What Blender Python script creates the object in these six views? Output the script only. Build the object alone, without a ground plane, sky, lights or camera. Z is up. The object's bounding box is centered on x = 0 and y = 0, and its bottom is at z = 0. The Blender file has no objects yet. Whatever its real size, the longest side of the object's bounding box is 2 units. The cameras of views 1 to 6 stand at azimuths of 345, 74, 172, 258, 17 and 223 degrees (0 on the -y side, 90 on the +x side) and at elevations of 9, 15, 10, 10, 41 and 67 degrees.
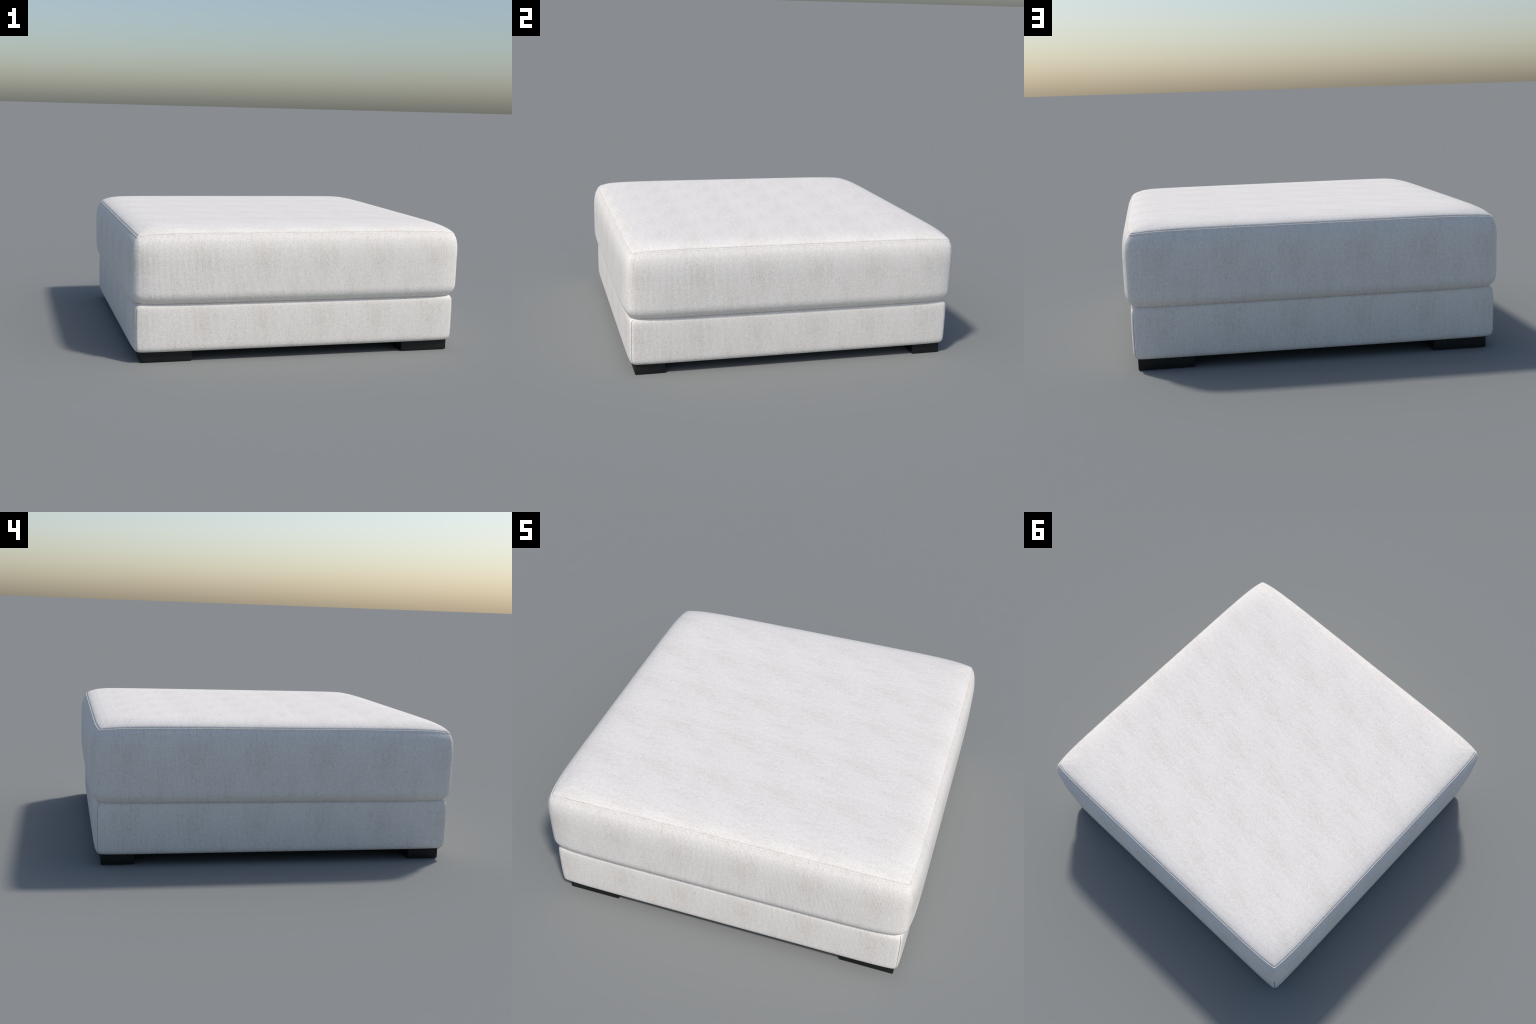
import bpy, bmesh, math
from mathutils import Vector

# ------------------------------------------------------------------ helpers
PI = math.pi


def interp(points, t):
    """Catmull-Rom style smooth interpolation through (t, value...) knots."""
    n = len(points)
    if t <= points[0][0]:
        return points[0][1:]
    if t >= points[-1][0]:
        return points[-1][1:]
    i = 0
    while points[i + 1][0] < t:
        i += 1
    p1, p2 = points[i], points[i + 1]
    p0 = points[i - 1] if i > 0 else p1
    p3 = points[i + 2] if i + 2 < n else p2
    h = p2[0] - p1[0]
    u = (t - p1[0]) / h
    out = []
    for k in range(1, len(p1)):
        m1 = (p2[k] - p0[k]) / (p2[0] - p0[0]) * h
        m2 = (p3[k] - p1[k]) / (p3[0] - p1[0]) * h
        out.append((2 * u**3 - 3 * u**2 + 1) * p1[k] + (u**3 - 2 * u**2 + u) * m1
                   + (-2 * u**3 + 3 * u**2) * p2[k] + (u**3 - u**2) * m2)
    return out


def refine(profile, step):
    """Resample a knot polyline (tuples, first two entries are r, z) smoothly by arc length."""
    s, knots = 0.0, []
    for i, p in enumerate(profile):
        if i:
            q = profile[i - 1]
            s += math.hypot(p[0] - q[0], p[1] - q[1])
        knots.append((s,) + tuple(p))
    out = []
    for i in range(len(knots) - 1):
        n = max(1, int(math.ceil((knots[i + 1][0] - knots[i][0]) / step)))
        for k in range(n):
            out.append(interp(knots, knots[i][0] + (knots[i + 1][0] - knots[i][0]) * k / n))
    out.append(list(knots[-1][1:]))
    return out


def side_samples(straight=70, extra=()):
    """Parameters w in (-1, 1] along one side, denser towards the corners."""
    ws = set(round(math.sin(PI / 2 * math.sin(PI / 2 * (2 * i / straight - 1))), 6) for i in range(straight + 1))
    for e in extra:
        ws = set(w for w in ws if abs(abs(w) - 1 + e) > 0.4 * e)
        ws.add(round(1 - e, 6)); ws.add(round(-1 + e, 6))
    ws.discard(-1.0)
    ws.add(1.0)
    return sorted(ws)


PINCH_POWER = 14


def plan_point(w, half, radius, bulge, pinch):
    """Point of a softly bulged, rounded square's right-hand side: (normal, tangent)."""
    a = abs(w)
    # the pinch already turns the wall, so the arc only turns what is left of the 45 degrees
    turn = math.acos(min(1.0, 2 * PINCH_POWER * pinch / math.sqrt(2))) - PI / 4
    turn = max(turn, 0.05)
    flat = half - radius * (1 - math.cos(turn)) - radius * math.sin(turn)
    s = a * (flat + radius * turn)
    if s <= flat:
        nrm, tan = half, s
    else:
        th = (s - flat) / radius
        nrm = half - radius * (1 - math.cos(th))
        tan = flat + radius * math.sin(th)
    nrm += bulge * (1 - a ** 6)
    g = 1 - pinch * a ** PINCH_POWER
    return nrm * g, math.copysign(tan * g, w)


def loop_points(ws, half, radius, bulge, pinch, zfun, inset=None):
    pts = []
    for k in range(4):
        c, s = (1, 0, -1, 0)[k], (0, 1, 0, -1)[k]
        for w in ws:
            n, t = plan_point(w, half, radius, bulge, pinch)
            if inset:
                f = inset(w)
                n, t = n - f, t - math.copysign(f, w) if abs(w) > 0.5 else t
            pts.append((n * c - t * s, n * s + t * c, zfun(w)))
    return pts


def loft(name, loops, cap_start=False, cap_end=False):
    verts, faces, m = [], [], len(loops[0])
    for lp in loops:
        verts += lp
    for i in range(len(loops) - 1):
        for j in range(m):
            k = (j + 1) % m
            faces.append((i * m + j, i * m + k, (i + 1) * m + k, (i + 1) * m + j))
    if cap_start:
        faces.append(tuple(range(m)))
    if cap_end:
        faces.append(tuple(range((len(loops) - 1) * m, len(loops) * m)))
    me = bpy.data.meshes.new(name)
    me.from_pydata(verts, [], faces)
    me.validate()
    bm = bmesh.new(); bm.from_mesh(me)
    bmesh.ops.recalc_face_normals(bm, faces=bm.faces)
    bm.to_mesh(me); bm.free()
    return me


def add(name, mesh, mat, parent, smooth=True, angle=None):
    ob = bpy.data.objects.new(name, mesh)
    bpy.context.scene.collection.objects.link(ob)
    mesh.materials.append(mat)
    if smooth:
        mesh.shade_smooth()
        if angle:
            mesh.set_sharp_from_angle(angle=math.radians(angle))
    ob.parent = parent
    return ob


# ---------------------------------------------------------------- materials
class Graph:
    def __init__(self, name):
        self.mat = bpy.data.materials.new(name)
        self.mat.use_nodes = True
        self.t = self.mat.node_tree
        self.bsdf = self.t.nodes['Principled BSDF']

    def link(self, src, dst):
        if isinstance(src, (int, float)):
            dst.default_value = src
        elif isinstance(src, tuple):
            dst.default_value = src
        else:
            self.t.links.new(src, dst)

    def math(self, op, a, b=0.0, c=0.0, clamp=False):
        n = self.t.nodes.new('ShaderNodeMath'); n.operation = op; n.use_clamp = clamp
        for i, v in enumerate((a, b, c)):
            self.link(v, n.inputs[i])
        return n.outputs[0]

    def combine(self, x, y, z):
        n = self.t.nodes.new('ShaderNodeCombineXYZ')
        for i, v in enumerate((x, y, z)):
            self.link(v, n.inputs[i])
        return n.outputs[0]

    def noise(self, vec, scale, detail=2.0, rough=0.5, w=None):
        n = self.t.nodes.new('ShaderNodeTexNoise')
        n.noise_dimensions = '4D' if w is not None else '3D'
        self.link(vec, n.inputs['Vector'])
        if w is not None:
            self.link(w, n.inputs['W'])
        n.inputs['Scale'].default_value = scale
        n.inputs['Detail'].default_value = detail
        n.inputs['Roughness'].default_value = rough
        return n.outputs['Fac']

    def white(self, vec):
        n = self.t.nodes.new('ShaderNodeTexWhiteNoise'); n.noise_dimensions = '3D'
        self.link(vec, n.inputs['Vector'])
        return n.outputs['Value']

    def remap(self, v, a, b, lo=0.0, hi=1.0):
        n = self.t.nodes.new('ShaderNodeMapRange'); n.interpolation_type = 'SMOOTHSTEP'
        self.link(v, n.inputs['Value'])
        for k, x in (('From Min', a), ('From Max', b), ('To Min', lo), ('To Max', hi)):
            n.inputs[k].default_value = x
        return n.outputs['Result']

    def mix(self, fac, a, b):
        n = self.t.nodes.new('ShaderNodeMix'); n.data_type = 'RGBA'
        self.link(fac, n.inputs[0]); self.link(a, n.inputs[6]); self.link(b, n.inputs[7])
        return n.outputs[2]


SLANT = 0.13
REPEAT = 0.346                  # the cloth's printed mottling repeats at this pitch
PALE = (0.838, 0.802, 0.758, 1)
MOTTLE = (0.668, 0.610, 0.540, 1)
FLECK = (0.410, 0.295, 0.200, 1)
LINT = (0.910, 0.888, 0.853, 1)


def woven_cloth(name, lies_flat, phase):
    """Off-white woven upholstery; streaks of the mottling run along the warp.
    lies_flat: warp along x (top panel), else warp along z (upright panels)."""
    g = Graph(name)
    co = g.t.nodes.new('ShaderNodeTexCoord')
    sp = g.t.nodes.new('ShaderNodeSeparateXYZ')
    g.t.links.new(co.outputs['Object'], sp.inputs[0])
    x, y, z = sp.outputs
    if lies_flat:
        weft, warp = y, x
    else:
        on_x_side = g.math('GREATER_THAN', g.math('ABSOLUTE', x), g.math('ABSOLUTE', y))
        weft = g.math('ADD', g.math('MULTIPLY', y, on_x_side),
                      g.math('MULTIPLY', x, g.math('SUBTRACT', 1.0, on_x_side)))
        warp = z
    a = g.math('SUBTRACT', weft, phase[0])
    b = g.math('SUBTRACT', warp, phase[1])
    # repeating mottling: noise on a torus so that it tiles at REPEAT
    ta = g.math('MULTIPLY', a, 2 * PI / REPEAT)
    tb = g.math('MULTIPLY', b, 2 * PI / REPEAT)
    ca, sa = g.math('COSINE', ta), g.math('SINE', ta)
    cb, sb = g.math('COSINE', tb), g.math('SINE', tb)
    torus = g.combine(ca, sa, g.math('MULTIPLY', cb, 0.21))
    tw = g.math('MULTIPLY', sb, 0.21)
    warp_n = g.noise(torus, 1.1, 1.0, 0.5, tw)
    cloud = g.noise(torus, 3.6, 8.0, 0.75, tw)
    # a few straight, slanted streaks per repeat, of uneven width and strength
    sway = g.math('MULTIPLY', g.math('SUBTRACT', warp_n, 0.5), 1.3)

    def one_streak(across, along, slope, narrow, reach, weight):
        tbs = g.math('ADD', tb, along)
        rel = g.math('ARCTAN2', g.math('SINE', tbs), g.math('COSINE', tbs))
        ang = g.math('ADD', g.math('ADD', ta, across), g.math('ADD', sway, g.math('MULTIPLY', rel, slope)))
        band = g.math('POWER', g.math('MULTIPLY_ADD', g.math('COSINE', ang), 0.5, 0.5), narrow)
        window = g.math('POWER', g.math('MULTIPLY_ADD', g.math('COSINE', tbs), 0.49, 0.51), reach)
        return g.math('MULTIPLY', g.math('MULTIPLY', band, window), weight)

    tilt = SLANT if lies_flat else 0.06
    reach = 0.22 if lies_flat else 0.45
    streak = one_streak(0.0, 0.0, tilt, 3.8, reach, 1.0)
    for q in ((2.75, 1.8, tilt * 1.3, 9.0, reach * 1.3, 0.65), (1.35, 2.7, tilt * 0.6, 16.0, reach * 1.5, 0.50),
              (-1.5, -0.9, tilt, 13.0, reach * 1.4, 0.55)):
        streak = g.math('ADD', streak, one_streak(*q))
    streak = g.math('MULTIPLY', streak, g.remap(cloud, 0.30, 0.66, 0.65, 1.2))
    fine = g.noise(g.combine(weft, g.math('MULTIPLY', warp, 0.6), 0.0), 85, 3.0, 0.65)
    blot = g.math('ADD', g.math('MULTIPLY', streak, 0.30 if lies_flat else 0.40),
                  g.math('MULTIPLY', g.math('SUBTRACT', cloud, 0.38), 1.35))
    blot = g.math('ADD', blot, g.math('MULTIPLY', g.math('SUBTRACT', fine, 0.5), 0.9))
    blot = g.remap(blot, -0.10, 0.95)
    # threads: columns of warp and rows of weft, each fading in and out (slubs)
    slub_v = g.noise(g.combine(g.math('MULTIPLY', weft, 170.0), g.math('MULTIPLY', warp, 60.0), 3.1), 1.0, 1.0)
    slub_h = g.noise(g.combine(g.math('MULTIPLY', weft, 55.0), g.math('MULTIPLY', warp, 190.0), 7.7), 1.0, 1.0)
    wob = g.math('MULTIPLY', g.math('SUBTRACT', fine, 0.5), 3.2)
    col_t = g.math('COSINE', g.math('ADD', g.math('MULTIPLY', weft, 2 * PI / 0.0066), wob))
    row_t = g.math('COSINE', g.math('ADD', g.math('MULTIPLY', warp, 2 * PI / 0.0058), wob))
    vert = g.math('MULTIPLY', g.math('MULTIPLY_ADD', col_t, 0.5, 0.5), g.remap(slub_v, 0.36, 0.68))
    hori = g.math('MULTIPLY', g.math('MULTIPLY_ADD', row_t, 0.5, 0.5), g.remap(slub_h, 0.42, 0.74))
    lint = g.math('MAXIMUM', vert, g.math('MULTIPLY', hori, 0.8))
    gap = g.math('MULTIPLY', g.math('MULTIPLY_ADD', col_t, -0.5, 0.5), g.math('MULTIPLY_ADD', row_t, -0.35, 0.65))
    # brown flecks: dark yarn showing in the gaps between threads
    speck = g.noise(g.combine(g.math('MULTIPLY', weft, 230.0), g.math('MULTIPLY', warp, 165.0), 1.3), 1.0, 1.0, 0.6)
    fleck = g.math('MULTIPLY', g.remap(speck, 0.47, 0.68), g.math('MULTIPLY_ADD', gap, 0.7, 0.3))
    fleck = g.math('MULTIPLY', fleck, g.math('MULTIPLY_ADD', blot, 0.6, 0.6))
    col = g.mix(g.math('MULTIPLY', blot, 0.68 if lies_flat else 0.64), PALE, MOTTLE)
    col = g.mix(g.math('MULTIPLY', lint, 0.45 if lies_flat else 0.68), col, LINT)
    col = g.mix(g.math('MULTIPLY', fleck, 0.40 if lies_flat else 0.56, clamp=True), col, FLECK)
    g.link(col, g.bsdf.inputs['Base Color'])
    g.bsdf.inputs['Roughness'].default_value = 0.9
    g.bsdf.inputs['Specular IOR Level'].default_value = 0.15
    bump = g.t.nodes.new('ShaderNodeBump')
    bump.inputs['Strength'].default_value = 0.25 if lies_flat else 0.4
    bump.inputs['Distance'].default_value = 0.0015
    g.link(g.math('SUBTRACT', lint, gap), bump.inputs['Height'])
    g.t.links.new(bump.outputs[0], g.bsdf.inputs['Normal'])
    return g.mat


def plain(name, colour, rough, grain=0.0):
    g = Graph(name)
    co = g.t.nodes.new('ShaderNodeTexCoord')
    mp = g.t.nodes.new('ShaderNodeMapping')
    mp.inputs['Scale'].default_value = (6, 40, 60)
    g.t.links.new(co.outputs['Object'], mp.inputs[0])
    n = g.noise(mp.outputs[0], 1.5, 4.0, 0.6)
    dark = tuple(c * (1 - grain) for c in colour) + (1,)
    light = tuple(min(1, c * (1 + grain)) for c in colour) + (1,)
    g.link(g.mix(n, dark, light), g.bsdf.inputs['Base Color'])
    g.bsdf.inputs['Roughness'].default_value = rough
    g.bsdf.inputs['Specular IOR Level'].default_value = 0.3
    return g.mat


cloth_top = woven_cloth('woven_cloth_flat', True, (0.09, 0.18))
cloth_side = woven_cloth('woven_cloth_upright', False, (0.105, 0.56))
black_wood = plain('black_stained_wood', (0.0095, 0.0095, 0.0095), 0.6, 0.25)
slit_shadow_grey = plain('painted_slit_shadow', (0.10, 0.10, 0.105), 0.9, 0.1)
underlay = plain('black_dust_cover', (0.02, 0.02, 0.02), 0.95, 0.2)

# ------------------------------------------------------------------- ottoman
root = bpy.data.objects.new('ottoman', None)
bpy.context.scene.collection.objects.link(root)
root['label'] = 'square off-white woven fabric ottoman with black block feet'
root['category'] = 'ottoman'

# ---- cushion: side band and underside.   knots: r, z, corner radius, bulge, pinch, corner dip share
SEAM_Z, DIP = 0.7315, 0.015
band = [
    (0.9500, 0.7284, 0.004, 0.008, 0.0105, 1.00),
    (0.9562, 0.7286, 0.004, 0.008, 0.0105, 1.00),
    (0.9570, 0.7291, 0.004, 0.008, 0.0105, 1.00),
    (0.9596, 0.7288, 0.006, 0.008, 0.0105, 1.00),
    (0.9610, 0.7275, 0.008, 0.008, 0.0105, 1.00),
    (0.9624, 0.7215, 0.012, 0.008, 0.0105, 1.00),
    (0.9680, 0.7120, 0.024, 0.008, 0.0112, 0.95),
    (0.9790, 0.6880, 0.045, 0.008, 0.0138, 0.8),
    (0.9875, 0.6500, 0.070, 0.008, 0.0168, 0.5),
    (0.9915, 0.6000, 0.085, 0.008, 0.0198, 0.2),
    (0.9920, 0.5500, 0.090, 0.008, 0.0220, 0.0),
    (0.9920, 0.4700, 0.090, 0.008, 0.0220, 0.0),
    (0.9915, 0.4200, 0.088, 0.008, 0.0220, 0.0),
    (0.9902, 0.3930, 0.086, 0.008, 0.0215, 0.0),
    (0.9850, 0.3715, 0.084, 0.008, 0.0200, 0.0),
    (0.9740, 0.3525, 0.080, 0.008, 0.0170, 0.0),
    (0.9610, 0.3395, 0.075, 0.008, 0.0130, 0.0),
    (0.9460, 0.3340, 0.070, 0.006, 0.0100, 0.0),
    (0.9150, 0.3325, 0.060, 0.004, 0.0080, 0.0),
]


def dip_at(w):
    return -DIP * abs(w) ** 8


ws = side_samples(110)
loops = []
for r, z, rad, bul, pin, dip in refine(band, 0.008):
    loops.append(loop_points(ws, r, rad, bul, pin, lambda w, z=z, d=dip: z + d * dip_at(w)))
cushion = add('cushion', loft('cushion', loops, cap_end=True), cloth_side, root, angle=70)

# ---- cushion top panel, tucked into the seam.   knots: inset from the seam, z
top = [
    (-0.0040, 0.7255), (-0.0005, 0.7285), (0.0000, 0.7306), (0.0040, 0.7362), (0.0120, 0.7418), (0.0250, 0.7478),
    (0.0400, 0.7522), (0.0600, 0.7568), (0.1100, 0.7622), (0.1800, 0.7648), (0.2800, 0.7660),
    (0.4000, 0.7662),
]
loops = []
SEAM_HALF, CROWN = 0.9560, 0.0005
rows = refine(top, 0.008)
rows += [[0.4 + (SEAM_HALF - 0.4) * k / 24, 0.7662] for k in range(1, 24)] + [[SEAM_HALF - 0.002, 0.7662]]
for d, z in rows:
    d0 = max(d, 0.0)
    if d < 0:
        half = SEAM_HALF + d * 2
    else:
        half = SEAM_HALF - d0
    f = math.exp(-(d0 / 0.07) ** 2)
    rad = min(0.004 + 0.5 * d0, 0.06, half * 0.9)
    pts = loop_points(ws, half, rad, 0.008 * max(0, 1 - d0 / 0.4), 0.0105 * f, lambda w, z=z, f=f: z + f * dip_at(w))
    pts = [(px, py, pz + CROWN * max(0, 1 - px * px) * max(0, 1 - py * py)) for px, py, pz in pts]
    loops.append(pts)
top_panel = add('top_panel', loft('top_panel', loops, cap_end=True), cloth_top, cushion, angle=80)

# ---- upholstered base frame with a slit seam at each upright corner
frame = [   # r, z, corner radius, slit depth share
    (0.9000, 0.3450, 0.030, 0.0), (0.9350, 0.3425, 0.030, 0.0), (0.9510, 0.3368, 0.030, 0.0),
    (0.9600, 0.3295, 0.030, 0.0), (0.9655, 0.3200, 0.030, 0.8), (0.9680, 0.3050, 0.030, 1.0),
    (0.9694, 0.2600, 0.030, 1.0), (0.9696, 0.1900, 0.030, 1.0), (0.9690, 0.1200, 0.030, 1.0),
    (0.9675, 0.0860, 0.030, 1.0), (0.9630, 0.0710, 0.030, 1.0), (0.9530, 0.0615, 0.030, 1.0),
    (0.9380, 0.0583, 0.030, 0.6), (0.9200, 0.0580, 0.030, 0.0),
]
E1, E2, E3 = 0.0014, 0.0020, 0.0045      # slit lips, as shares of a side
wf = side_samples(90, extra=(E1, E2, E3))
SLIT = 0.011


def slit(w):
    e = 1 - abs(w)
    if e < E1 * 0.5:
        return SLIT
    if e < E1 * 1.05:
        return 0.0012
    if e < E2 * 1.05:
        return 0.0003
    return 0.0


loops = []
for r, z, rad, sl in refine(frame, 0.010):
    loops.append(loop_points(wf, r, rad, 0.001, 0.008, lambda w, z=z: z,
                             inset=lambda w, s=sl: slit(w) * max(0.0, min(1.0, s))))
base = add('base_frame', loft('base_frame', loops, cap_start=True), cloth_side, root, angle=40)

# dark grey strips set in the slits to deepen their shadow
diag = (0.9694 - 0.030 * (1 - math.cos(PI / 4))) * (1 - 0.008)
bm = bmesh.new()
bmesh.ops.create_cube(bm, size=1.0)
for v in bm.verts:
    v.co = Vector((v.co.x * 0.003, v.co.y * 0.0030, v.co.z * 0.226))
me = bpy.data.meshes.new('slit_shadow_strip'); bm.to_mesh(me); bm.free()
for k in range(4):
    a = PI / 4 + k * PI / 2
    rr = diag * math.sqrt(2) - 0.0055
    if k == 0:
        ob = add('slit_shadow_strip', me, slit_shadow_grey, base, smooth=False)
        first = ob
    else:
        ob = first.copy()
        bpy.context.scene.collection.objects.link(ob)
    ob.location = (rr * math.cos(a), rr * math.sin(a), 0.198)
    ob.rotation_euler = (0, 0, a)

# black cloth stretched under the frame
bm = bmesh.new()
bmesh.ops.create_cube(bm, size=1.0)
for v in bm.verts:
    v.co = Vector((v.co.x * 1.88, v.co.y * 1.88, 0.0610 + v.co.z * 0.006))
me = bpy.data.meshes.new('dust_cover'); bm.to_mesh(me); bm.free()
add('dust_cover', me, underlay, root, smooth=False)

# ---- four block feet
bm = bmesh.new()
bmesh.ops.create_cube(bm, size=1.0)
for v in bm.verts:
    v.co = Vector((v.co.x * 0.292, v.co.y * 0.174, v.co.z * 0.060 + 0.030))
bmesh.ops.bevel(bm, geom=bm.edges[:], offset=0.003, segments=2, profile=0.5, affect='EDGES')
me = bpy.data.meshes.new('foot'); bm.to_mesh(me); bm.free()
first = None
for fx, fy in ((-0.780, -0.849), (0.797, -0.849), (-0.780, 0.849), (0.797, 0.849)):
    if first is None:
        ob = first = add('foot', me, black_wood, root, angle=40)
    else:
        ob = first.copy()
        bpy.context.scene.collection.objects.link(ob)
    ob.location = (fx, fy, 0)
